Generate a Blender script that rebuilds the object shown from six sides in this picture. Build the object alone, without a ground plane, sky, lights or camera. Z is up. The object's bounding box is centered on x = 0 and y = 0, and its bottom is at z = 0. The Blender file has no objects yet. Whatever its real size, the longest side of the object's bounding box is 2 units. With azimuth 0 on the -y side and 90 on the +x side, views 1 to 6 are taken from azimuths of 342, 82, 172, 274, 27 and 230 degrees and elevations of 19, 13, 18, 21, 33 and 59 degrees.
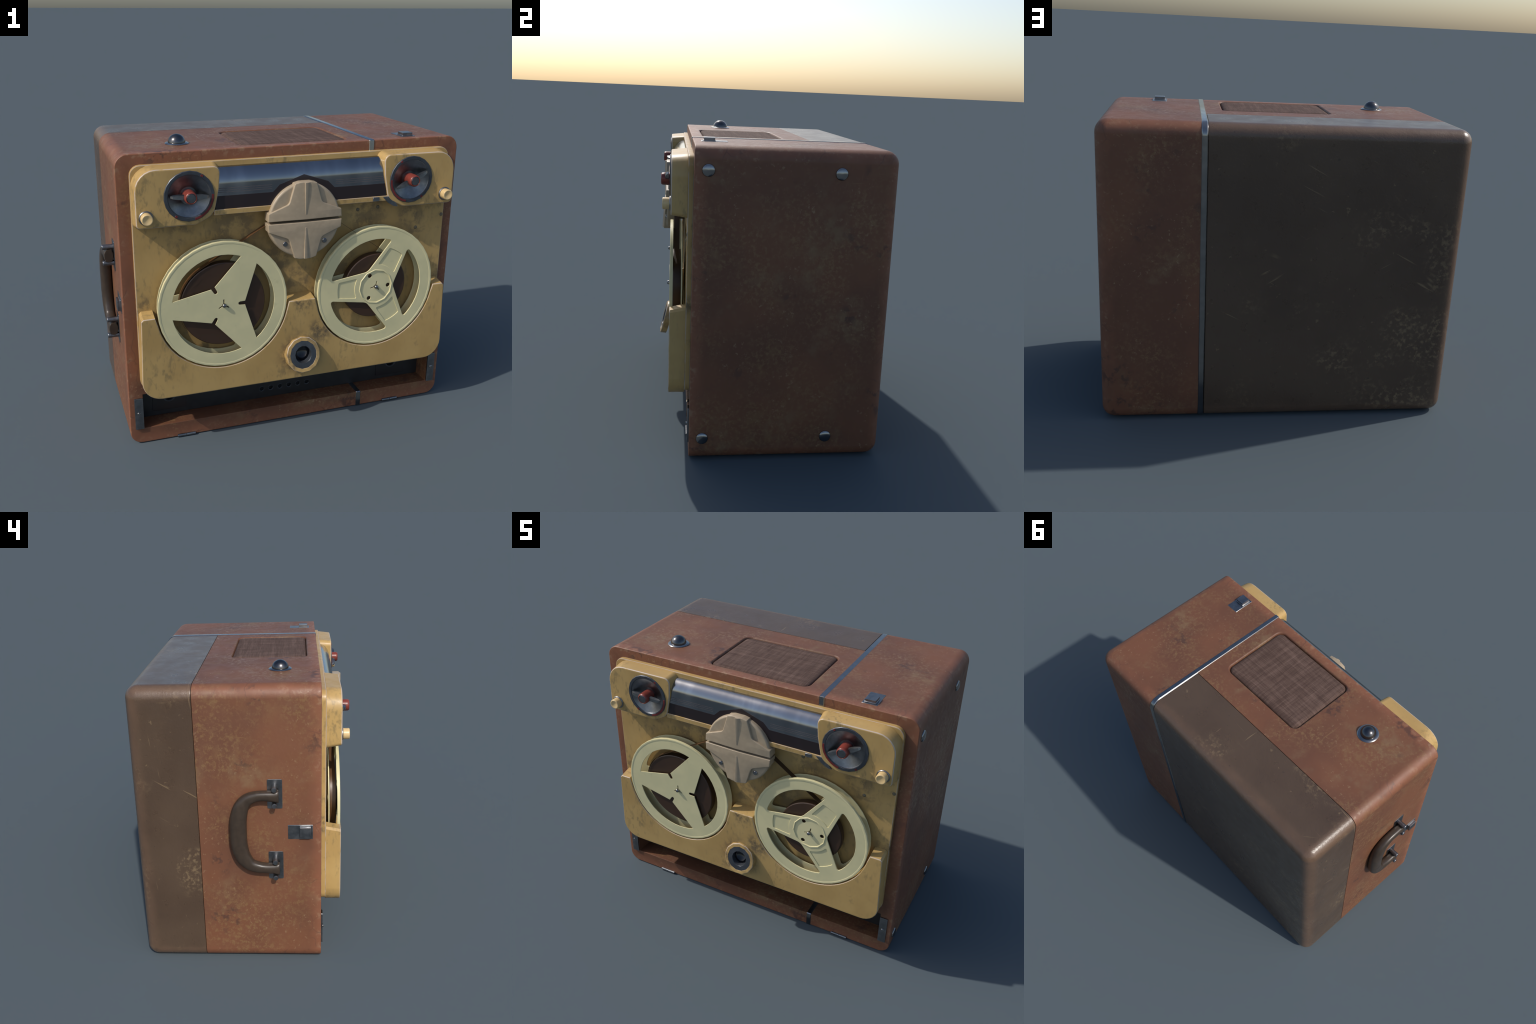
import bpy, bmesh, math, random
from math import sin, cos, pi, radians
from mathutils import Vector, Matrix

random.seed(7)
SC = bpy.context.scene
COL = SC.collection
CX = 0.025                      # axis of symmetry of the front


# ------------------------------------------------------------------ materials
class N:
    """small helper around a node tree"""
    def __init__(self, name):
        self.m = bpy.data.materials.new(name)
        self.m.use_nodes = True
        self.t = self.m.node_tree
        self.p = self.t.nodes["Principled BSDF"]
        self.co = self.t.nodes.new("ShaderNodeTexCoord").outputs["Object"]

    def node(self, kind, **kw):
        n = self.t.nodes.new(kind)
        for k, v in kw.items():
            setattr(n, k, v)
        return n

    def put(self, sock, v):
        if hasattr(v, "links") or isinstance(v, bpy.types.NodeSocket):
            self.t.links.new(v, sock)
        else:
            if sock.type == "RGBA" and len(v) == 3:
                v = (*v, 1)
            sock.default_value = v

    def map(self, scale=(1, 1, 1), loc=(0, 0, 0), rot=(0, 0, 0), vec=None):
        n = self.node("ShaderNodeMapping")
        self.put(n.inputs["Vector"], vec or self.co)
        n.inputs["Scale"].default_value = scale
        n.inputs["Location"].default_value = loc
        n.inputs["Rotation"].default_value = rot
        return n.outputs[0]

    def noise(self, scale, detail=4, rough=.5, vec=None, dist=0):
        n = self.node("ShaderNodeTexNoise")
        self.put(n.inputs["Vector"], vec or self.co)
        n.inputs["Scale"].default_value = scale
        n.inputs["Detail"].default_value = detail
        n.inputs["Roughness"].default_value = rough
        n.inputs["Distortion"].default_value = dist
        return n.outputs["Fac"]

    def voronoi(self, scale, feature="F1", vec=None):
        n = self.node("ShaderNodeTexVoronoi", feature=feature)
        self.put(n.inputs["Vector"], vec or self.co)
        n.inputs["Scale"].default_value = scale
        return n.outputs["Distance"]

    def step(self, v, a, b, lo=0., hi=1.):
        n = self.node("ShaderNodeMapRange", interpolation_type="SMOOTHSTEP")
        self.put(n.inputs["Value"], v)
        for k, x in zip(("From Min", "From Max", "To Min", "To Max"), (a, b, lo, hi)):
            n.inputs[k].default_value = x
        return n.outputs["Result"]

    def math(self, op, a, b=0., c=None):
        n = self.node("ShaderNodeMath", operation=op)
        self.put(n.inputs[0], a)
        self.put(n.inputs[1], b)
        if c is not None:
            self.put(n.inputs[2], c)
        return n.outputs[0]

    def mul(self, a, b):
        return self.math("MULTIPLY", a, b)

    def mix(self, f, a, b):
        n = self.node("ShaderNodeMix", data_type="RGBA")
        self.put(n.inputs["Factor"], f)
        self.put(n.inputs["A"], a)
        self.put(n.inputs["B"], b)
        # (sockets named A/B exist once per data type, take the colour ones)
        self.put([s for s in n.inputs if s.name == "A" and s.type == "RGBA"][0], a)
        self.put([s for s in n.inputs if s.name == "B" and s.type == "RGBA"][0], b)
        return [s for s in n.outputs if s.type == "RGBA"][0]

    def xyz(self):
        n = self.node("ShaderNodeSeparateXYZ")
        self.put(n.inputs[0], self.co)
        return n.outputs[0], n.outputs[1], n.outputs[2]

    def bump(self, h, strength=.3, dist=.002):
        n = self.node("ShaderNodeBump")
        n.inputs["Strength"].default_value = strength
        n.inputs["Distance"].default_value = dist
        self.put(n.inputs["Height"], h)
        self.put(self.p.inputs["Normal"], n.outputs[0])

    def edge(self, radius=.006, lo=.985, hi=.90):
        """1 on sharp edges (where paint wears off)"""
        b = self.node("ShaderNodeBevel", samples=6)
        b.inputs["Radius"].default_value = radius
        g = self.node("ShaderNodeNewGeometry")
        d = self.node("ShaderNodeVectorMath", operation="DOT_PRODUCT")
        self.put(d.inputs[0], b.outputs[0])
        self.put(d.inputs[1], g.outputs["True Normal"])
        return self.step(d.outputs["Value"], lo, hi)

    def done(self, color, rough=.5, metal=0., spec=.5):
        self.put(self.p.inputs["Base Color"], color)
        self.put(self.p.inputs["Roughness"], rough)
        self.put(self.p.inputs["Metallic"], metal)
        self.put(self.p.inputs["Specular IOR Level"], spec)
        return self.m


def scratches(n, seeds, thresh=.70):
    """a few thin straight scuffs: strongly stretched noise, gated by a broad noise"""
    out = None
    for (rot, loc, sc) in seeds:
        v = n.map(vec=n.map(rot=rot), scale=sc, loc=loc)
        s = n.step(n.noise(1, 2, .5, v), thresh, thresh + .05)
        out = s if out is None else n.math("MAXIMUM", out, s)
    return out


CASE_LO = Vector((-.9345, -.425, .0010))
CASE_HI = Vector((.9858, .5892, 1.6306))
ZT = CASE_HI.z


def case_edge(n):
    """distance to the nearest edge of the case (second smallest distance to its sides)"""
    x, y, z = n.xyz()
    d = []
    for s, lo, hi in zip((x, y, z), CASE_LO, CASE_HI):
        d.append(n.math("MINIMUM", n.math("SUBTRACT", s, lo), n.math("SUBTRACT", hi, s)))
    a = n.math("MINIMUM", d[0], d[1])
    b = n.math("MAXIMUM", d[0], d[1])
    return n.math("MAXIMUM", a, n.math("MINIMUM", b, d[2]))


SCR = [((0, .5, .4), (0, 0, 0), (3.5, 3.5, 90)), ((.9, .2, 1.1), (3, 1, 2), (90, 3, 4)),
       ((.3, 1.2, .2), (7, 2, 5), (3, 80, 4))]


def mat_leather():
    n = N("red_brown_leather")
    base = n.mix(n.step(n.noise(2.3, 4), .35, .65), (.128, .052, .0275), (.167, .066, .032))
    # tan rubbed patches made of many small flecks
    big = n.step(n.noise(3.0, 3, .5), .36, .60)
    fleck = n.step(n.noise(52, 7, .66), .47, .65)
    rub = n.mul(big, fleck)
    soft = n.mul(n.mul(n.step(n.noise(11, 5, .62, n.map(loc=(4, 2, 1))), .50, .74), big), .75)
    rub = n.math("MAXIMUM", rub, soft)
    scr = n.mul(scratches(n, SCR), n.step(n.noise(2.6, 2, .5, n.map(loc=(9, 3, 3))), .52, .64))
    rub = n.math("MAXIMUM", rub, n.mul(scr, .8))
    c = n.mix(n.mul(rub, .60), base, (.225, .138, .062))
    cloud = n.mul(n.step(n.noise(4.2, 4, .55, n.map(loc=(3, 7, 2))), .53, .70), n.step(n.noise(21, 5, .6), .36, .62))
    c = n.mix(n.mul(cloud, .42), c, (.215, .145, .075))
    crisp = n.mul(n.step(n.noise(46, 8, .72, n.map(loc=(2, 5, 9))), .585, .635), n.step(n.noise(4.5, 3, .5, n.map(loc=(7, 1, 3))), .46, .58))
    c = n.mix(n.mul(crisp, .55), c, (.30, .205, .115))
    # more orange borders
    e = n.math("ADD", case_edge(n), n.mul(n.math("SUBTRACT", n.noise(8, 4), .5), .09))
    edge = n.step(e, .085, .0)
    c = n.mix(n.mul(edge, .60), c, (.265, .100, .052))
    pale = n.mul(n.step(e, .045, .0), n.step(n.noise(28, 4, .6), .52, .66))
    c = n.mix(n.mul(pale, .5), c, (.33, .21, .125))
    # dark stains and creases
    st = n.mul(n.step(n.noise(4, 2, .5, n.map(loc=(2, 8, 5))), .60, .70), n.step(n.noise(22, 5, .6), .50, .60))
    c = n.mix(n.mul(st, .65), c, (.055, .028, .022))
    warp = n.node("ShaderNodeVectorMath", operation="MULTIPLY_ADD")
    nz = n.node("ShaderNodeTexNoise")
    n.put(nz.inputs["Vector"], n.co)
    nz.inputs["Scale"].default_value = 9
    n.put(warp.inputs[0], nz.outputs["Color"])
    warp.inputs[1].default_value = (.10, .10, .10)
    n.put(warp.inputs[2], n.co)
    vor = n.voronoi(5.0, "DISTANCE_TO_EDGE", warp.outputs[0])
    crease = n.mul(n.step(vor, .018, .004), n.mul(n.step(e, .10, .02), n.step(n.noise(5, 2), .48, .56)))
    c = n.mix(n.mul(crease, .45), c, (.07, .035, .025))
    h = n.math("ADD", n.mul(n.noise(230, 3), .5), n.mul(n.noise(48, 4), .9))
    n.bump(h, .35, .0016)
    r = n.math("SUBTRACT", n.step(n.noise(18, 4), .3, .7, .50, .60), n.mul(n.math("MAXIMUM", rub, crisp), .17))
    return n.done(c, r)


def mat_shell():
    n = N("dark_brown_leatherette")
    base = n.mix(n.step(n.noise(2.1, 4), .35, .65), (.070, .0445, .029), (.086, .056, .036))
    px, py, pz = n.xyz()
    back_face = n.mul(n.mul(n.step(px, -.15, -.70), n.step(py, .52, .57)), n.step(pz, 1.45, .45, .04, .25))
    ly = n.math("SUBTRACT", py, .27)
    lz = n.math("SUBTRACT", pz, .60)
    ld = n.math("SQRT", n.math("ADD", n.mul(ly, ly), n.mul(lz, lz)))
    near_seam = n.mul(n.mul(n.step(ld, .17, .03), n.step(px, -.86, -.92)), .32)
    bias = n.math("ADD", back_face, near_seam)
    big = n.step(n.math("ADD", n.noise(2.7, 3, .5, n.map(loc=(5, 1, 2))), bias), .57, .72)
    fleck = n.step(n.noise(42, 6, .68), .48, .64)
    rub = n.mul(big, fleck)
    dots = n.step(n.noise(26, 3, .6, n.map(loc=(1, 9, 4))), .68, .74)
    rub = n.math("MAXIMUM", rub, n.mul(dots, .7))
    scr = n.mul(scratches(n, SCR, .69), n.step(n.noise(3.1, 2, .5, n.map(loc=(1, 3, 7))), .53, .62))
    rub = n.math("MAXIMUM", rub, scr)
    c = n.mix(n.mul(rub, .58), base, (.24, .170, .095))
    e = n.math("ADD", case_edge(n), n.mul(n.math("SUBTRACT", n.noise(7, 4), .5), .06))
    edge = n.step(e, .095, .0)
    c = n.mix(n.mul(edge, .78), c, (.165, .100, .064))
    spot = n.step(n.noise(38, 3, .6, n.map(loc=(6, 6, 1))), .69, .74)
    c = n.mix(n.mul(spot, .6), c, (.03, .024, .02))
    h = n.math("ADD", n.mul(n.noise(230, 3), .6), n.mul(n.noise(75, 4), .9))
    n.bump(h, .50, .0018)
    return n.done(c, n.step(n.noise(12, 4), .3, .7, .27, .36), 0, .55)


def mat_gold(name, streak=1.0):
    n = N(name)
    base = n.mix(n.step(n.noise(4, 4), .35, .65), (.425, .272, .097), (.490, .322, .120))
    base = n.mix(n.mul(n.step(n.noise(60, 3, .6, n.map(scale=(1, 1, .35))), .5, .75), .25), base, (.31, .21, .095))
    x, y, z = n.xyz()
    # olive smears, drawn out vertically, inside broad patches
    big = n.step(n.noise(3.4, 3, .55, n.map(loc=(3.3, 0, 1.2))), .42, .64)
    sm = n.step(n.noise(40, 4, .6, n.map(scale=(1, 1, .45)), .2), .50, .66)
    c = n.mix(n.mul(n.mul(big, sm), .50), base, (.135, .110, .060))
    # blackish blotches; heavier at a few spots of the bare plate and round the eyepiece
    blot = n.step(n.noise(7.5, 5, .6, n.map(loc=(1.3, 4, 2.2))), .62, .74)
    grain = n.noise(13, 6, .68)
    spots = None
    for px, pz, r, front in ((-.33, 1.20, .20, 0), (.02, .89, .13, 0), (.43, 1.24, .17, 0), (-.83, .83, .08, 0), (.88, .83, .08, 0), (.30, .95, .12, 0), (-.10, 1.02, .14, 0), (-.62, 1.22, .10, 0), (.70, 1.2, .12, 0), (.03, .78, .07, 1),
                             (.015, .477, .165, 1), (.14, .60, .10, 1)):
        dx = n.math("SUBTRACT", x, px)
        dz = n.math("SUBTRACT", z, pz)
        d = n.math("SQRT", n.math("ADD", n.mul(dx, dx), n.mul(dz, dz)))
        f = n.step(d, r, r * .35)
        f = n.mul(f, n.step(y, -.4535, -.4510) if not front else n.step(y, -.5335, -.5349))
        spots = f if spots is None else n.math("MAXIMUM", spots, f)
    g = n.mul(spots, n.step(grain, .41, .58))
    g = n.math("MAXIMUM", g, n.mul(blot, .6))
    c = n.mix(n.mul(g, .78 * streak), c, (.060, .052, .044))
    # paint worn to pale metal on the chamfers
    geo = n.node("ShaderNodeNewGeometry")
    sep = n.node("ShaderNodeSeparateXYZ")
    n.put(sep.inputs[0], geo.outputs["True Normal"])
    ny = n.math("ABSOLUTE", sep.outputs[1])
    ed = n.mul(n.step(ny, .22, .30), n.step(ny, .95, .90))
    ed = n.mul(ed, n.step(n.noise(9, 4, .6), .34, .50))
    c = n.mix(n.mul(ed, .72), c, (.52, .44, .38))
    n.bump(n.noise(90, 4), .12, .001)
    return n.done(c, n.step(n.noise(20, 4), .3, .7, .34, .46))


def mat_simple(name, col, rough=.5, metal=0., var=.15, bump=.1, scale=30, edge=None, spec=.5):
    n = N(name)
    dark = tuple(v * (1 - var) for v in col)
    c = n.mix(n.step(n.noise(scale, 5, .6), .35, .68), dark, col)
    if edge:
        c = n.mix(n.mul(n.edge(.004), .7), c, edge)
    if bump:
        n.bump(n.noise(scale * 5, 3), bump, .0008)
    return n.done(c, n.step(n.noise(scale * .7, 4), .3, .7, rough * .85, rough * 1.15), metal, spec)


def mat_cream():
    n = N("cream_reel_plastic")
    c = n.mix(n.step(n.noise(5, 5, .6), .35, .68), (.615, .565, .325), (.695, .625, .355))
    c = n.mix(n.mul(n.step(n.noise(16, 6, .65), .58, .78), .35), c, (.44, .41, .22))
    ed = n.edge(.004)
    c = n.mix(n.mul(ed, .40), c, (.80, .71, .42))
    n.bump(n.noise(60, 4), .08, .001)
    return n.done(c, .42)


def mat_cloth():
    n = N("woven_speaker_cloth")
    a = n.noise(1, 4, .7, n.map(scale=(9, 200, 9)))
    b = n.noise(1, 4, .7, n.map(scale=(200, 9, 9)))
    a2 = n.noise(1, 2, .5, n.map(scale=(3, 42, 3)))
    b2 = n.noise(1, 2, .5, n.map(scale=(42, 3, 3)))
    s = n.math("ADD", n.math("ADD", a, b), n.math("ADD", n.mul(a2, .65), n.mul(b2, .65)))
    c = n.mix(n.step(s, 1.35, 2.25), (.074, .044, .034), (.178, .114, .090))
    w1 = n.noise(1, 1, .5, n.map(scale=(60, 800, 60)))
    w2 = n.noise(1, 1, .5, n.map(scale=(800, 60, 60)))
    n.bump(n.math("ADD", w1, w2), .5, .002)
    return n.done(c, .85, 0, .2)


def mat_tape():
    n = N("brown_magnetic_tape")
    c = n.mix(n.noise(6, 4), (.034, .017, .009), (.058, .028, .014))
    return n.done(c, .45)


def mat_band():
    """bright metal fascia, dark printed lower field that rises around the head, thin red-brown lines"""
    n = N("printed_metal_fascia")
    x, y, z = n.xyz()
    dx = n.math("ABSOLUTE", n.math("SUBTRACT", x, CX))
    # upper border of the dark print as a function of the distance from the middle
    up1 = n.step(dx, 0, 1)  # placeholder ramp kept linear below
    lim = n.node("ShaderNodeMapRange")
    n.put(lim.inputs["Value"], dx)
    for k, v in zip(("From Min", "From Max", "To Min", "To Max"), (0, .135, 1.492, 1.448)):
        lim.inputs[k].default_value = v
    lim2 = n.node("ShaderNodeMapRange")
    n.put(lim2.inputs["Value"], dx)
    for k, v in zip(("From Min", "From Max", "To Min", "To Max"), (.135, .172, 0, -.036)):
        lim2.inputs[k].default_value = v
    border = n.math("ADD", lim.outputs[0], lim2.outputs[0])
    field = n.step(n.math("SUBTRACT", border, z), -.0008, .0008)
    lines = None
    for zl in (1.430, 1.440, 1.450):
        d = n.math("ABSOLUTE", n.math("SUBTRACT", z, zl))
        s = n.mul(n.step(d, .0024, .0012), n.step(dx, .176, .180))
        lines = s if lines is None else n.math("MAXIMUM", lines, s)
    grime = n.noise(1, 3, .5, n.map(scale=(9, 3, 3)))
    steel = n.mix(n.step(grime, .35, .7), (.28, .285, .30), (.35, .355, .37))
    c = n.mix(n.mul(lines, .7), steel, (.030, .012, .012))
    c = n.mix(field, c, (.020, .013, .014))
    met = n.math("SUBTRACT", 1., n.math("MAXIMUM", field, n.mul(lines, .7)))
    r = n.math("ADD", n.step(grime, .3, .7, .13, .20), n.mul(field, .15))
    return n.done(c, r, met)


M = dict(
    leather=mat_leather(), shell=mat_shell(),
    gold=mat_gold("worn_gold_paint"), cream=mat_cream(), cloth=mat_cloth(), tape=mat_tape(), band=mat_band(),
    beige=mat_simple("beige_head_plastic", (.405, .318, .215), .42, 0, .12, .15, 25, (.58, .47, .34)),
    chrome=mat_simple("bright_trim_metal", (.32, .315, .31), .20, 1, .15, .04, 20),
    steel=mat_simple("grey_fitting_metal", (.27, .275, .285), .36, 1, .25, .08, 30, (.5, .5, .52)),
    dial=mat_simple("brushed_dial_metal", (.23, .235, .245), .34, 1, .25, .06, 25),
    darkring=mat_simple("blackened_dial_rim", (.085, .095, .11), .38, .6, .2, .05, 30),
    red=mat_simple("red_knob_plastic", (.225, .044, .030), .36, 0, .25, .06, 30),
    redpaint=mat_simple("red_scale_paint", (.16, .018, .016), .5, 0, .2, 0, 30),
    button=mat_simple("ivory_button_plastic", (.70, .50, .24), .35, 0, .12, .05, 30),
    black=mat_simple("black_panel_paint", (.026, .026, .027), .38, 0, .25, .1, 20),
    hole=mat_simple("dark_opening", (.006, .006, .007), .5, 0, .1, 0, 20),
    grip=mat_simple("dark_brown_grip_leather", (.048, .034, .024), .36, 0, .2, .08, 40),
    lens=mat_simple("dark_glass", (.012, .013, .016), .12, 0, .1, 0, 20),
)


# ------------------------------------------------------------------ geometry helpers
def empty(name, parent=None, loc=(0, 0, 0)):
    o = bpy.data.objects.new(name, None)
    o.empty_display_size = .1
    o.location = loc
    COL.objects.link(o)
    if parent:
        o.parent = parent
        o.matrix_parent_inverse = parent.matrix_basis.inverted()
    return o


def smooth(me, angle=32):
    me.polygons.foreach_set("use_smooth", [True] * len(me.polygons))
    me.set_sharp_from_angle(angle=radians(angle))


def baked(o):
    dg = bpy.context.evaluated_depsgraph_get()
    return bpy.data.meshes.new_from_object(o.evaluated_get(dg))


def part(name, me, mat, parent, angle=32, weighted=True, loc=None):
    me.name = name
    me.materials.clear()
    me.materials.append(M[mat] if isinstance(mat, str) else mat)
    smooth(me, angle)
    o = bpy.data.objects.new(name, me)
    COL.objects.link(o)
    if weighted:
        w = o.modifiers.new("w", "WEIGHTED_NORMAL")
        w.keep_sharp = True
        w.weight = 90
        new = baked(o)
        o.modifiers.clear()
        o.data = new
        new.name = name
    if loc is not None:
        o.location = loc
    o.parent = parent
    return o


def copy_of(o, loc, rot=None):
    c = o.copy()
    c.location = loc
    if rot is not None:
        c.rotation_euler = rot
    COL.objects.link(c)
    return c


def to_mesh(bm):
    bmesh.ops.recalc_face_normals(bm, faces=bm.faces)
    me = bpy.data.meshes.new("m")
    bm.to_mesh(me)
    bm.free()
    return me


def join(*meshes):
    bm = bmesh.new()
    for me in meshes:
        bm.from_mesh(me)
    me = bpy.data.meshes.new("m")
    bm.to_mesh(me)
    bm.free()
    return me


def arc(cx, cz, r, a0, a1, n):
    return [(cx + r * cos(radians(a0 + (a1 - a0) * i / n)), cz + r * sin(radians(a0 + (a1 - a0) * i / n))) for i in range(n + 1)]


def fillet(corners, seg=5):
    """closed outline from corners (x, z, radius)"""
    out = []
    k = len(corners)
    for i in range(k):
        p = Vector(corners[i][:2])
        r = corners[i][2]
        if r <= 0:
            out.append(tuple(p))
            continue
        a = (Vector(corners[i - 1][:2]) - p)
        b = (Vector(corners[(i + 1) % k][:2]) - p)
        la, lb = a.length, b.length
        a.normalize()
        b.normalize()
        half = math.acos(max(-1, min(1, a.dot(b)))) / 2
        t = min(r / math.tan(half), la * .49, lb * .49)
        r2 = t * math.tan(half)
        c = p + (a + b).normalized() * (r2 / sin(half))
        va = (p + a * t) - c
        vb = (p + b * t) - c
        ang = math.atan2(va.x * vb.y - va.y * vb.x, va.dot(vb))
        for j in range(seg + 1):
            th = ang * j / seg
            out.append((c.x + va.x * cos(th) - va.y * sin(th), c.y + va.x * sin(th) + va.y * cos(th)))
    return out


def slab(loops, y_front, y_back, bevel=.003, res=1):
    """plate standing in the xz plane, first loop outside, others are holes"""
    cu = bpy.data.curves.new("c", "CURVE")
    cu.dimensions = "2D"
    cu.fill_mode = "BOTH"
    half = (y_back - y_front) / 2
    cu.extrude = half - bevel
    cu.bevel_depth = bevel
    cu.bevel_resolution = res
    cu.offset = -bevel
    for lp in loops:
        s = cu.splines.new("POLY")
        s.points.add(len(lp) - 1)
        s.use_cyclic_u = True
        for q, (x, z) in zip(s.points, lp):
            q.co = (x, z, 0, 1)
    o = bpy.data.objects.new("c", cu)
    COL.objects.link(o)
    me = baked(o)
    bpy.data.objects.remove(o)
    yc = (y_front + y_back) / 2
    for v in me.vertices:
        x, z, w = v.co
        v.co = (x, yc - w, z)
    bm = bmesh.new()
    bm.from_mesh(me)
    bmesh.ops.remove_doubles(bm, verts=bm.verts, dist=1e-5)
    return to_mesh(bm)


AX = {"-y": lambda a, b, h: (a, -h, b), "+y": lambda a, b, h: (-a, h, b), "+z": lambda a, b, h: (a, b, h),
      "+x": lambda a, b, h: (h, a, b), "-x": lambda a, b, h: (-h, -a, b), "-z": lambda a, b, h: (-a, b, -h)}


def lathe(profile, seg, axis="-y", at=(0, 0, 0), phase=0., ring=False, open_start=False):
    """profile [(radius, height)] turned about an axis through `at`; ring=True closes the profile on itself"""
    f = AX[axis]
    bm = bmesh.new()
    rings = []
    for r, h in profile:
        if r < 1e-6:
            rings.append([bm.verts.new(Vector(f(0, 0, h)) + Vector(at))])
        else:
            rings.append([bm.verts.new(Vector(f(r * cos(2 * pi * i / seg + phase), r * sin(2 * pi * i / seg + phase), h)) + Vector(at)) for i in range(seg)])
    if ring:
        rings.append(rings[0])
    for a, b in zip(rings, rings[1:]):
        for i in range(seg):
            j = (i + 1) % seg
            if len(a) == 1 and len(b) == 1:
                continue
            if len(a) == 1:
                bm.faces.new((a[0], b[i], b[j]))
            elif len(b) == 1:
                bm.faces.new((a[i], a[j], b[0]))
            else:
                bm.faces.new((a[i], a[j], b[j], b[i]))
    for r in (rings[0], rings[-1]):
        if len(r) > 2 and not ring and not (open_start and r is rings[0]):
            bm.faces.new(r)
    return to_mesh(bm)


def box(lo, hi, bevel=.003, seg=2):
    bm = bmesh.new()
    bmesh.ops.create_cube(bm, size=1)
    for v in bm.verts:
        v.co = [lo[i] + (v.co[i] + .5) * (hi[i] - lo[i]) for i in range(3)]
    if bevel:
        bmesh.ops.bevel(bm, geom=bm.edges[:], offset=bevel, segments=seg, affect="EDGES", profile=.5)
    return to_mesh(bm)


def loft(rings, caps=True):
    bm = bmesh.new()
    rs = [[bm.verts.new(p) for p in r] for r in rings]
    k = len(rs[0])
    for a, b in zip(rs, rs[1:]):
        for i in range(k):
            j = (i + 1) % k
            bm.faces.new((a[i], a[j], b[j], b[i]))
    if caps:
        bm.faces.new(rs[0])
        bm.faces.new(rs[-1])
    bmesh.ops.remove_doubles(bm, verts=bm.verts, dist=1e-5)
    bmesh.ops.dissolve_degenerate(bm, edges=bm.edges, dist=1e-6)
    return to_mesh(bm)


def boolean(me, ops, bevel=0., seg=2, angle=38):
    o = bpy.data.objects.new("b", me)
    COL.objects.link(o)
    cut = []
    for op, cm in ops:
        c = bpy.data.objects.new("k", cm)
        COL.objects.link(c)
        cut.append(c)
        m = o.modifiers.new("b", "BOOLEAN")
        m.operation = op
        m.object = c
        m.solver = "EXACT"
    if bevel:
        b = o.modifiers.new("v", "BEVEL")
        b.width = bevel
        b.segments = seg
        b.limit_method = "ANGLE"
        b.angle_limit = radians(angle)
    out = baked(o)
    for c in cut + [o]:
        bpy.data.objects.remove(c)
    return out


def rrect(x0, x1, z0, z1, r, seg=6):
    return fillet([(x0, z0, r), (x1, z0, r), (x1, z1, r), (x0, z1, r)], seg)


# ------------------------------------------------------------------ the recorder
ROOT = empty("tape_recorder")
ROOT["label"] = "old portable reel to reel tape recorder in leather case"
ROOT["category"] = "tape recorder"

R_CASE = .068
SEAM_Y = .238
STRIP = (.4345, .4675)


def case_solid(grow=0., seg=7):
    lo, hi = CASE_LO - Vector((grow,) * 3), CASE_HI + Vector((grow,) * 3)
    rings = []

    def ring(inset, y):
        r = max(R_CASE - inset, 1e-5)
        return [(x, y, z) for x, z in
                arc(hi.x - inset - r, hi.z - inset - r, r, 0, 90, seg) + arc(lo.x + inset + r, hi.z - inset - r, r, 90, 180, seg)
                + arc(lo.x + inset + r, lo.z + inset + r, r, 180, 270, seg) + arc(hi.x - inset - r, lo.z + inset + r, r, 270, 360, seg)]
    f = .006
    for k in range(4):
        a = radians(90 * k / 3)
        rings.append(ring(f * (1 - sin(a)), lo.y + f * (1 - cos(a))))
    rings.append(ring(0, hi.y - R_CASE))
    for k in range(1, seg + 1):
        a = radians(90 * k / seg)
        rings.append(ring(R_CASE * (1 - cos(a)), hi.y - R_CASE + R_CASE * sin(a)))
    return loft(rings)


RECESS = ((-.857, -.60, .093), (.911, -.270, .302))
GRILLE = (-.264, .333, -.351, .079)          # cloth field on the top


def grille_cutter():
    x0, x1, y0, y1 = GRILLE
    rings = []
    for d, z in ((.016, ZT + .03), (.016, ZT + .001), (.011, ZT - .004), (.006, ZT - .012), (.005, ZT - .034)):
        rings.append([(x, y, z) for x, y in rrect(x0 - d, x1 + d, y0 - d, y1 + d, .034 + d)])
    return loft(rings)


case = empty("carrying_case", ROOT)
gap = .0012
leather = boolean(case_solid(), [
    ("DIFFERENCE", box((-2, SEAM_Y, -1), (STRIP[0], 2, 3), 0)),
    ("DIFFERENCE", grille_cutter()),
    ("DIFFERENCE", box(*RECESS, 0))], bevel=.0035)
part("leather_case_body", leather, "leather", case, 30)
shell = boolean(case_solid(), [("INTERSECT", box((-2, SEAM_Y + gap, -1), (STRIP[0] - gap, 2, 3), 0))], bevel=.004)
part("dark_case_shell", shell, "shell", case, 30)
strip = boolean(case_solid(.0030), [
    ("INTERSECT", box((STRIP[0], -2, -1), (STRIP[1], 2, 3), 0)),
    ("DIFFERENCE", box((RECESS[0][0], -1, RECESS[0][2] + .0030), (RECESS[1][0], -.27, RECESS[1][2]), 0))], bevel=.0045, seg=1)
for v in strip.vertices:
    v.co.z = max(v.co.z, .0)
part("metal_trim_strip", strip, "chrome", case, 24, weighted=False)

# speaker cloth: a flat pillow with rolled edges
x0, x1, y0, y1 = GRILLE
rings = []
for d, z in ((-.004, ZT - .028), (-.004, ZT - .017), (-.001, ZT - .0085), (.006, ZT - .0030), (.018, ZT - .0004), (.05, ZT + .0006)):
    rings.append([(x, y, z) for x, y in rrect(x0 + d, x1 - d, y0 + d, y1 - d, max(.034 - d, .006))])
part("speaker_cloth", loft(rings), "cloth", case, 60)

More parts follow.
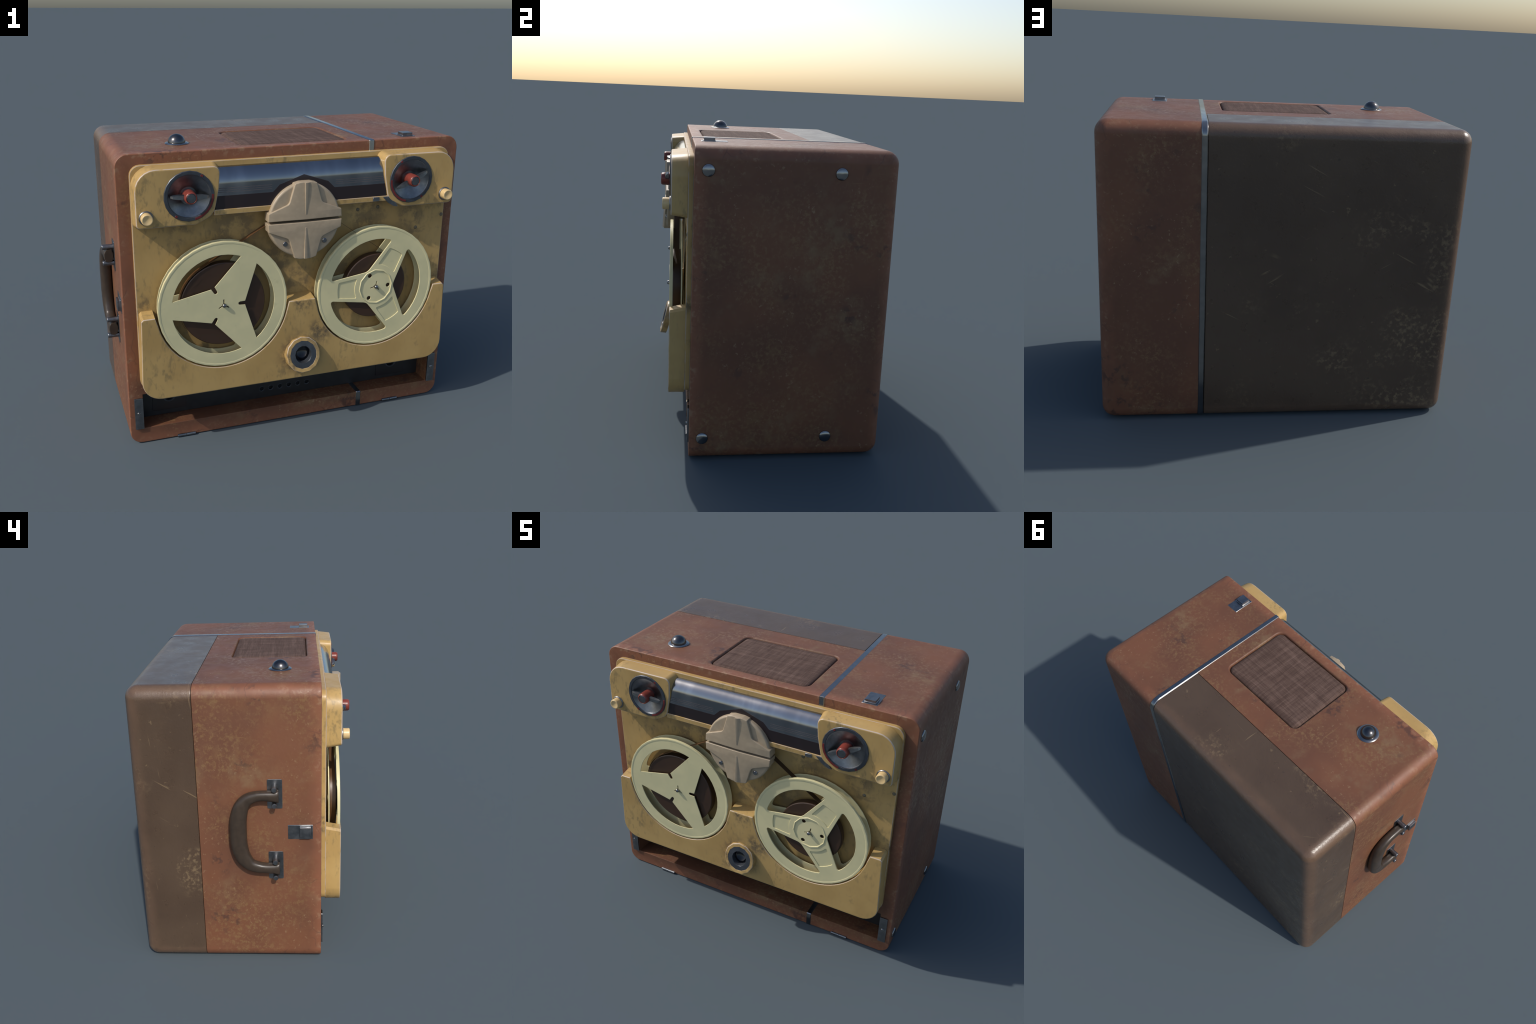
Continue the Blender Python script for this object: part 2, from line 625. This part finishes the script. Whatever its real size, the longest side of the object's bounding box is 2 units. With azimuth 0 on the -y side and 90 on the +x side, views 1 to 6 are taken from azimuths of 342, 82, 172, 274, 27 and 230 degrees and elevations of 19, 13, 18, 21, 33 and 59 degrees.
# dome lamp on the top
lamp = empty("dome_lamp", case)
part("lamp_flange", lathe([(.0, ZT - .006), (.063, ZT), (.0635, ZT + .0025), (.060, ZT + .006), (.052, ZT + .0085), (.045, ZT + .0085), (.0, ZT + .006)], 40, "+z", (-.576, -.209, 0)), "chrome", lamp, 50)
dome = [(.0475, ZT + .004)] + [(.047 * cos(radians(a)), ZT + .006 + .0455 * sin(radians(a))) for a in range(0, 90, 9)] + [(0, ZT + .0515)]
part("lamp_dome", lathe(dome, 40, "+z", (-.576, -.209, 0)), mat_simple("dark_lamp_metal", (.13, .13, .135), .24, 1, .15, .04, 25), lamp, 60)

# feet on the right side
foot = lathe([(.031, -.004), (.0315, .002)] + [(.031 * cos(radians(a)), .003 + .0105 * sin(radians(a))) for a in range(0, 90, 12)] + [(0, .0135)], 32, "+x")
foot = part("case_foot", foot, "chrome", case, 60, loc=(CASE_HI.x, -.358, 1.514))
for y, z in ((.290, 1.514), (-.358, .127), (.290, .127)):
    copy_of(foot, (CASE_HI.x, y, z))


# latches (built on the top; the one on the left side is the same mesh turned)
def latch_meshes():
    plate = box((-.042, -.067, -.004), (.042, .067, .0022), .0012, 1)
    ledge = box((-.032, -.0575, .0), (.032, .004, .0075), .002, 1)
    block = box((-.030, -.055, .004), (.030, .002, .0205), .0018, 2)
    return plate, ledge, block


lp, ll, lb = latch_meshes()
latch = empty("latch", case, (.696, -.3175, ZT))
pl = part("latch_plate", lp, "steel", latch, 40)
bl = part("latch_slider", join(ll, lb), "steel", latch, 40)
latch2 = empty("latch", case, (CASE_LO.x, -.312, .8165))
latch2.rotation_euler = (0, radians(-90), 0)
for o in (pl, bl):
    c = o.copy()
    COL.objects.link(c)
    c.parent = latch2

# handle on the left side
handle = empty("carrying_handle", ROOT)
SPINE = [(-.198, 1.040, .035, .022), (-.188, 1.040, .0345, .026), (-.165, 1.041, .030, .027), (-.12, 1.043, .0275, .027), (-.08, 1.040, .028, .027),
         (-.040, 1.026, .032, .029), (-.012, 1.000, .038, .031), (.008, .960, .0435, .033), (.020, .90, .0465, .034), (.022, .83, .047, .034),
         (.020, .76, .0465, .034), (.007, .700, .0435, .033), (-.015, .660, .039, .031), (-.042, .633, .033, .029), (-.08, .619, .030, .027),
         (-.12, .614, .0275, .027), (-.165, .612, .030, .027), (-.188, .611, .0345, .026), (-.198, .611, .035, .022)]


def catmull(pts, n=5):
    out = []
    for i in range(len(pts) - 1):
        p = [Vector(pts[max(0, min(len(pts) - 1, i + k))]) for k in (-1, 0, 1, 2)]
        for j in range(n):
            t = j / n
            out.append(.5 * ((2 * p[1]) + (-p[0] + p[2]) * t + (2 * p[0] - 5 * p[1] + 4 * p[2] - p[3]) * t * t + (-p[0] + 3 * p[1] - 3 * p[2] + p[3]) * t ** 3))
    out.append(Vector(pts[-1]))
    return out


sp = catmull([Vector(s) for s in SPINE], 4)
rings = []
for i, s in enumerate(sp):
    a, b = sp[max(0, i - 1)], sp[min(len(sp) - 1, i + 1)]
    d = Vector((b[0] - a[0], b[1] - a[1])).normalized()
    nrm = Vector((-d.y, d.x))
    ring = []
    for k in range(24):
        th = 2 * pi * k / 24
        cu, su = cos(th), sin(th)
        u = math.copysign(abs(cu) ** .8, cu) * s[2]
        w = math.copysign(abs(su) ** .8, su) * s[3]
        ring.append((-.9645 + w, s[0] + nrm.x * u, s[1] + nrm.y * u))
    rings.append(ring)
part("handle_grip", loft(rings), "grip", handle, 50)
hp = fillet([(-.0405, -.084, .008), (.0405, -.084, .008), (.0405, .084, .008), (-.0405, .084, .008)], 4)
hplate = slab([hp], -.003, .004, .0012)
for v in hplate.vertices:                 # turn the plate to face -x
    x, y, z = v.co
    v.co = (y, -x, z)
plate = part("handle_plate", hplate, "steel", handle, 40, loc=(CASE_LO.x, -.1775, 1.041))
copy_of(plate, (CASE_LO.x, -.1775, .616))
pin = lathe([(.0145, -.01), (.0145, .0600), (.0125, .0625), (0, .0632)], 18, "-x")
pin = part("handle_pin", pin, "steel", handle, 40, loc=(CASE_LO.x, -.176, 1.087))
for z in (.996, .662, .567):
    copy_of(pin, (CASE_LO.x, -.176, z))

# recess at the foot of the front: black socket panel, corner brackets, hinges
front = empty("front_recess", ROOT)
panel_y = -.315
holes = [(-.134 + .0575 * i, .154) for i in range(6)]
jacks = [(-.692, .212), (.717, .206)]
pan = slab([rrect(-.856, .910, .0935, .3015, .002, 1)] + [arc(x, z, .0145, 0, 340, 17)[::-1] for x, z in holes] + [arc(x, z, .030, 0, 345, 20)[::-1] for x, z in jacks], panel_y, panel_y + .012, .0022)
part("socket_panel", pan, "black", front, 40)
part("panel_backing", box((-.856, panel_y + .011, .0945), (.910, panel_y + .03, .301), 0), "hole", front)
glint_ring = lathe([(.0145, -.004), (.0165, .0), (.0165, .0012), (.0155, .0018), (.0135, .0010), (.0130, -.004)], 18, "-y", ring=True)  # ring modelled to give each hole its bright glint at the lower-right rim
glint_ring = part("hole_glint_ring", glint_ring, "darkring", front, 40, loc=(holes[0][0], panel_y, holes[0][1]))
for x, z in holes[1:]:
    copy_of(glint_ring, (x, panel_y, z))
for x, z in jacks:
    fr = slab([rrect(x - .098, x + .098, z - .090, z + .085, .008, 3), arc(x, z, .034, 0, 345, 20)[::-1]], panel_y - .0035, panel_y + .002, .0015)
    part("socket_frame", fr, mat_simple("black_socket_plastic", (.022, .020, .021), .34, 0, .2, .06, 30), front, 40)
    part("socket_ring", lathe([(.040, -.002), (.040, .004), (.037, .007), (.032, .007), (.029, .003), (.029, -.002)], 24, "-y", (x, panel_y, z), ring=True), "darkring", front, 40)
br = slab([rrect(-.0235, .0235, -.095, .095, .002, 1)], -.0095, .002, .0012)
br = part("corner_bracket", br, "steel", front, 40, loc=(-.8825, -.425, .189))
copy_of(br, (.9365, -.425, .187))
scr = lathe([(.010, -.001), (.010, .0035), (.0075, .0062), (0, .0072)], 16, "-y")
scr = part("bracket_screw", scr, "chrome", front, 40, loc=(-.884, -.4345, .193))
copy_of(scr, (.937, -.4345, .192))
kn = join(lathe([(.0088, 0), (.0088, .0495)], 14, "+x", (-.051, 0, 0)), lathe([(.0088, 0), (.0088, .0495)], 14, "+x", (.0015, 0, 0)),
          box((-.051, 0, -.006), (.051, .06, -.0028), 0))
kn = part("lid_hinge", kn, "steel", front, 40, loc=(-.6215, -.4275, .0089))
copy_of(kn, (.6625, -.4275, .0089))

# ------------------------------------------------------------------ deck
deck = empty("tape_deck", ROOT)
Y_PLATE, Y_COVER = -.452, -.535


def mirror(pts):
    return [(2 * CX - x, z) for x, z in pts][::-1]


part("deck_plate", slab([fillet([(-.867, .349, .05), (.917, .349, .05), (.917, 1.577, .055), (-.867, 1.577, .055)], 5)], Y_PLATE, -.4235, .004), "gold", deck, 40)

# control pods (upper corners)
POD = fillet([(-.857, 1.277, .022), (-.857, 1.567, .105), (-.428, 1.567, .035), (-.436, 1.455, .06), (-.463, 1.325, .07), (-.555, 1.277, .06)][::-1], 6)


def pod(pts, cx, cz, dial_x):
    me = slab([pts, arc(dial_x, 1.4255, .118, 0, 345, 23)], Y_COVER, Y_PLATE + .003, .006, 2)
    for v in me.vertices:                 # draft: the foot of the pod is wider than its face
        t = (v.co.y - Y_COVER) / (Y_PLATE - Y_COVER)
        v.co.x += (v.co.x - cx) * .048 * t
        v.co.z += (v.co.z - cz) * .070 * t
    return me


part("control_pod", pod(POD, -.64, 1.43, -.5895), "gold", deck, 40)
part("control_pod", pod(mirror(POD), 2 * CX + .64, 1.43, .6425), "gold", deck, 40)

# fascia between the pods
prof = [(-.445, 1.551)] + [(-.455 - .0660 * cos(radians(t)), 1.455 + .096 * sin(radians(t))) for t in range(88, 5, -6)]
prof += [(-.5218, 1.440), (-.5238, 1.400), (-.5265, 1.338), (-.445, 1.338)]
part("metal_fascia", loft([[(x, y, z) for y, z in prof] for x in (-.452, -.3, -.12, .17, .35, .502)]), "band", deck, 24, weighted=False)
part("fascia_ledge", box((-.462, -.532, 1.316), (.512, -.449, 1.3435), .003), "gold", deck, 40)
part("fascia_top_rail", box((-.47, -.4556, 1.549), (.52, -.449, 1.5765), .002), "gold", deck, 40)
part("fascia_catch", box((.420, -.538, 1.319), (.458, -.530, 1.340), .0015, 1), "steel", deck, 40)
part("fascia_lever", slab([fillet([(.478, 1.339, .003), (.530, 1.339, .003), (.578, 1.277, .003), (.548, 1.283, .01), (.515, 1.303, .02)], 3)], -.5335, -.525, .0015), "steel", deck, 40)


WING = mat_simple("pale_pointer_metal", (.30, .305, .31), .36, 1, .2, .06, 30)
# dials with their knobs
def dial(x, z, wing, side):
    d = empty("control_dial", deck)
    ring = lathe([(.129, -.004), (.129, .003), (.126, .006), (.112, .006), (.110, .0035), (.110, -.004)], 22, "-y", (x, Y_COVER, z), phase=.1, ring=True)
    part("dial_rim", ring, "darkring", d, 30)
    dish = lathe([(.1115, .0030), (.108, .0030), (.1055, .0), (.046, -.024), (.040, -.0245), (0, -.0245)], 44, "-y", (x, Y_COVER, z), open_start=True)
    part("dial_dish", dish, "dial", d, 30)
    # red scale: a long arc and two short marks on the rim
    y0, y1 = Y_COVER - .0075, Y_COVER - .005

    def band(a0, a1, n):
        return slab([arc(x, z, .125, a0, a1, n) + arc(x, z, .1145, a1, a0, n)], y0, y1, .0004, 0)
    a = [(-77, 2), (54, 60), (232, 238)]
    if side > 0:
        a = [(180 - q, 180 - p) for p, q in a]
    part("dial_scale_mark", join(*[band(p, q, 12) for p, q in a]), "redpaint", d, 30)
    knob = empty("pointer_knob", d)
    kx, ky = x, Y_COVER
    body = lathe([(.0325, -.026), (.0325, .034), (.0315, .044), (.0285, .0490), (.0255, .0505), (.0240, .0488), (.0240, -.026)], 28, "-y", (kx, ky, z), ring=True)
    part("knob_body", body, "red", knob, 50)
    part("knob_cap", lathe([(.0243, .030), (.0243, .0480), (.0222, .0500), (0, .0503)], 24, "-y", (kx, ky, z)), "dial", knob, 40)
    for s in (0, pi):
        w = loft([[(r, y, q) for y, q in ((-h, -.010 * k), (-h, .010 * k), (-.011, .0125 * k), (-.011, -.0125 * k))]
                  for r, h, k in ((.030, .028, 1), (.062, .030, 1.0), (.086, .024, .72), (.097, .015, .45))])
        w.transform(Matrix.Translation((kx, ky, z)) @ Matrix.Rotation(-(wing + s), 4, "Y"))
        part("knob_wing", w, WING, knob, 25, weighted=False)


dial(-.5895, 1.4255, radians(-3), -1)
dial(.6425, 1.4255, radians(25), 1)

# push buttons
for x in (-.8075, .8585):
    b = empty("push_button", deck)
    part("button_collar", lathe([(.037, -.003), (.037, .003), (.034, .006), (.030, .006), (.030, -.003)], 26, "-y", (x, Y_COVER, 1.331), ring=True), "steel", b, 40)
    part("button_cap", lathe([(.0295, .0), (.0295, .036), (.0275, .0395), (.024, .0405), (.021, .039), (.010, .0365), (0, .036)], 28, "-y", (x, Y_COVER, 1.331)), "button", b, 50)

# lower cover with the two reel cut-outs
RL, RR, RZ, R_REEL = -.4185, .4685, .8205, .3535
c = .362
cut_l = arc(RL, RZ, c, 187.0, 353.0, 34)
half = [(-.859, .779), (-.847, .791), (-.787, .791)] + cut_l[1:-1] + [(-.052, .792), (-.046, .795)]
left = [(x, z) for x, z in half]
right = mirror(left)
bottom = [(.919, .43)] + arc(.813, .426, .106, 0, -90, 7) + arc(-.763, .426, .106, 270, 180, 7) + [(-.869, .43)]
cover = slab([left + right + bottom, arc(CX + .002, .477, .060, 0, 345, 23)], Y_COVER, Y_PLATE + .003, .005, 2)
for v in cover.vertices:                  # top of the posts rises towards the plate
    t = (v.co.y - Y_COVER) / (Y_PLATE - Y_COVER)
    if v.co.z > .76:
        v.co.z += .016 * t
part("lower_cover", cover, "gold", deck, 40)

# round eyepiece with a slanted face
eye = empty("slanted_eyepiece", deck)


def slant(me, z0=.477, k=.235, y0=-.5655):
    for v in me.vertices:
        v.co.y += (v.co.z - z0) * k
    return me


EY = -.5655
part("eyepiece_ring", slant(lathe([(.104, -.034), (.100, .0), (.097, .003), (.079, .003), (.077, -.004), (.077, -.034)], 13, "-y", (CX + .002, EY, .477), .2, True)), "gold", eye, 30)
part("eyepiece_collar", slant(lathe([(.0785, -.006), (.0785, .0008), (.076, .002), (.049, .002), (.046, -.003), (.0455, -.028), (.0785, -.028)], 13, "-y", (CX + .002, EY, .477), .2, True)), "darkring", eye, 30)
part("eyepiece_glass", slant(lathe([(.0462, -.026), (.0462, -.040), (.030, -.052), (0, -.057)], 26, "-y", (CX + .002, EY, .477), open_start=True)), "lens", eye, 60)


# head cover: round cap with a raised cross, slit for the tape
head = empty("head_cover", deck)
HX, HZ, HR = .021, 1.255, .201
SL = .0065
for up in (1, -1):
    if up > 0:
        lobe = arc(HX, HZ, HR, 2.0, 178.0, 40)
    else:
        lobe = arc(HX, HZ, HR, 182.0, 358.0, 40)
    part("head_cap_half", slab([lobe], -.549, -.495, .012, 4), "beige", head, 40)
TOP = [(-.205, SL), (.205, SL), (.203, .056), (.100, .088), (.080, .110), (.060, .2)]
TOPX = fillet([(HX - .206, HZ + SL, .002), (HX + .206, HZ + SL, .002), (HX + .203, HZ + .050, .004), (HX + .092, HZ + .093, .03), (HX + .061, HZ + .199, .006),
               (HX + .03, HZ + .2065, .03), (HX - .03, HZ + .2065, .03), (HX - .061, HZ + .199, .006), (HX - .092, HZ + .093, .03), (HX - .203, HZ + .050, .004)], 4)
BOTX = [(x, 2 * HZ - z) for x, z in TOPX][::-1]
def roof(me):
    """the cross is creased along its middle: both wings fall back a little"""
    bm = bmesh.new()
    bm.from_mesh(me)
    bmesh.ops.bisect_plane(bm, geom=bm.verts[:] + bm.edges[:] + bm.faces[:], plane_co=(HX, 0, 0), plane_no=(1, 0, 0))
    for v in bm.verts:
        if v.co.y < -.54:
            v.co.y += .035 * abs(v.co.x - HX) - .002
    return to_mesh(bm)


part("head_cross_half", roof(slab([TOPX], -.564, -.50, .004, 3)), "beige", head, 40, weighted=False)
part("head_cross_half", roof(slab([BOTX], -.564, -.50, .004, 3)), "beige", head, 40, weighted=False)
for up in (1, -1):                         # tapering rib on each half
    za, zb = HZ + up * .2075, HZ + up * .035
    rib = loft([[(HX - w * .5, -.562, z), (HX - w * .40, -.5665 - h, z), (HX + w * .30, -.5665 - h, z), (HX + w * 1.1, -.564, z)] for z, w, h in ((HZ + up * .203, .021, .006), (HZ + up * .15, .018, .005), (zb, .010, .0004))])
    part("head_rib", rib, "beige", head, 35, weighted=False)
part("head_mount", lathe([(.150, .0), (.150, .06)], 30, "-y", (HX, -.450, HZ)), "black", head, 40)
hs = lathe([(.0135, -.004), (.0135, .004), (.011, .0065), (0, .0072)], 18, "-y")
hs = part("head_screw", hs, "chrome", head, 40, loc=(HX - .110, -.549, 1.135))
copy_of(hs, (HX + .112, -.549, 1.135))


# ------------------------------------------------------------------ reels
def window(cx, cz, mid, r_out, half, r_v, slot, rot=0, round_r=0.):
    """window of a flange: outer arc plus a pointed (or rounded) inner end"""
    m = radians(mid)
    o = arc(cx, cz, r_out, mid - half, mid + half, 14)
    if slot:
        inner = []
        for rr, t in ((r_v + .004, .011), (.088, .0095), (.080, .005), (.080, -.005), (.088, -.0095), (r_v + .004, -.011)):
            inner.append((cx + rr * cos(m) - t * sin(m), cz + rr * sin(m) + t * cos(m)))
        return o + inner
    p = [(x, z, 0) for x, z in o]
    p[0] = (*p[0][:2], .012)
    p[-1] = (*p[-1][:2], .012)
    p.append((cx + r_v * cos(m), cz + r_v * sin(m), .05))
    # fillet needs distinct corners only
    out = []
    q = [(p[0][0], p[0][1], .012)] + [(x, z, 0) for x, z, _ in p[1:-2]] + [(p[-2][0], p[-2][1], .012), p[-1]]
    return fillet(q, 4)


def slit(cx, cz, ang, r0=.006, r1=.032, w=.0028):
    a = radians(ang)
    return [(cx + r * cos(a) - t * sin(a), cz + r * sin(a) + t * cos(a)) for r, t in ((r0, -w), (r1, -w), (r1, w), (r0, w))]


def reel(cx, kind):
    e = empty("tape_reel", deck)
    seg = 40
    outer = arc(cx, RZ, R_REEL, 0, 360 - 360 / seg, seg - 1)
    slotted = kind == "slotted"
    wins = [window(cx, RZ, m, .281, 49.8 if slotted else 48.0, .113 if slotted else .106, slotted) for m in (0, 120, 240)]
    y0 = Y_COVER + .0015
    rim = lathe([(.3530, -.0012), (.3530, .0018), (.351, .0028), (.342, .0028), (.3395, .0012), (.3395, -.0012), (.349, -.0030), (.349, -.0130), (.3530, -.0130)], seg, "-y", (cx, y0 + .0015, RZ), ring=True)
    if slotted:
        slits = [slit(cx, RZ, a) for a in (90, 210, 330)]
        fl = slab([outer] + wins + slits, y0, y0 + .005, .0015)
        part("reel_flange", join(fl, rim), "cream", e, 35)
    else:
        pits = [arc(cx + .077 * cos(radians(a)), RZ + .077 * sin(radians(a)), .0125, 0, 330, 11) for a in (0, 120, 240)]
        slits = [slit(cx, RZ, a) for a in (75, 195, 315)]
        panels = []
        for m in (60, 180, 300):
            k = radians(m)
            pts = [(-1, .232, 11.3, .010)]
            loop = arc(cx, RZ, .233, m - 11.5, m + 11.5, 5) + arc(cx, RZ, .130, m + 27, m - 27, 6)
            loop = fillet([(x, z, .008 if i in (0, 5, 6, 12) else 0) for i, (x, z) in enumerate(loop)], 3)
            panels.append(loop)
        back = slab([outer] + wins + pits + slits, y0 + .0044, y0 + .0074, .0008)
        skin = slab([outer] + wins + panels + [arc(cx, RZ, .096, 0, 330, 11)], y0 + .0003, y0 + .005, .0015)
        part("reel_flange", join(back, skin, rim), "cream", e, 35)
        hub = slab([arc(cx, RZ, .0975, 6, 336, 11)] + pits + slits, y0 + .0025, y0 + .0052, .0008)
        ridge = lathe([(.0960, .0), (.0965, .0045), (.0985, .0062), (.1015, .0062), (.1040, .0035), (.1045, .0)], 12, "-y", (cx, y0 + .0035, RZ), radians(6), True)
        hub = join(hub, ridge)
        part("reel_hub_cap", hub, "cream", e, 35)
    wins2 = [window(cx, RZ, m, .279, 47.5, .106, False) for m in (0, 120, 240)]
    part("reel_flange", slab([arc(cx, RZ, .348, 0, 360 - 360 / seg, seg - 1)] + wins2, -.4755, -.4690, .0015), "cream", e, 35)
    rp = .232 if slotted else .189
    pack = lathe([(rp, -.002), (rp, .038), (rp - .004, .041), (rp * .80, .041), (rp * .79, .0402), (.06, .0402), (0, .0402)], 72, "-y", (cx, -.478, RZ))
    part("wound_tape", pack, "tape", e, 35)
    part("reel_spindle", lathe([(.0115, -.05), (.0115, .009), (.010, .013), (.006, .0155), (0, .016)], 16, "-y", (cx, y0, RZ)), "chrome", e, 40)
    return rp


rpl = reel(RL, "slotted")
rpr = reel(RR, "pressed")


# tape running from the packs to the slit of the head
def ribbon(p0, cx, r, side):
    d = Vector((p0[0] - cx, p0[1] - RZ))
    base = math.atan2(d.y, d.x)
    th = base + side * math.acos(r / d.length)
    path = [Vector(p0), Vector((cx + r * cos(th), RZ + r * sin(th)))]
    path += [Vector((cx + r * cos(th + side * k * .12), RZ + r * sin(th + side * k * .12))) for k in range(1, 14)]
    rings = []
    for i, p in enumerate(path):
        a, b = path[max(0, i - 1)], path[min(len(path) - 1, i + 1)]
        t = (b - a).normalized()
        nn = Vector((-t.y, t.x)) * .0009
        rings.append([(p.x + nn.x, -.513, p.y + nn.y), (p.x + nn.x, -.483, p.y + nn.y), (p.x - nn.x, -.483, p.y - nn.y), (p.x - nn.x, -.513, p.y - nn.y)])
    return loft(rings)


TM = mat_simple("brown_tape_ribbon", (.115, .055, .022), .35, 0, .2, 0, 20)
part("tape_ribbon", ribbon((HX - .16, 1.255), RL, rpl + .006, 1), TM, deck, 60, weighted=False)
part("tape_ribbon", ribbon((HX + .16, 1.255), RR, rpr + .002, -1), "tape", deck, 60, weighted=False)

# small painted rivets on the plate and one on the right pod
for o in list(head.children):
    me = o.data
    if o.name.startswith("head_screw") or me.get("leaned"):
        continue
    me["leaned"] = 1
    for v in me.vertices:
        if v.co.y < -.53:
            v.co.y += (v.co.z - 1.40) * .032
    me.update()
for o in head.children:
    if o.name.startswith("head_screw"):
        o.location.y += (1.135 - 1.40) * .032

riv = lathe([(.0105, -.002), (.0105, .001), (.008, .0035), (0, .0045)], 14, "-y")
GR = mat_simple("dark_gold_rivet", (.16, .13, .08), .5, .0, .3, .1, 60)
riv = part("plate_rivet", riv, GR, deck, 40, loc=(.373, Y_PLATE, 1.2565))
for x, z in ((.495, 1.262), (.742, 1.1215), (.903, 1.185)):
    copy_of(riv, (x, Y_PLATE, z))
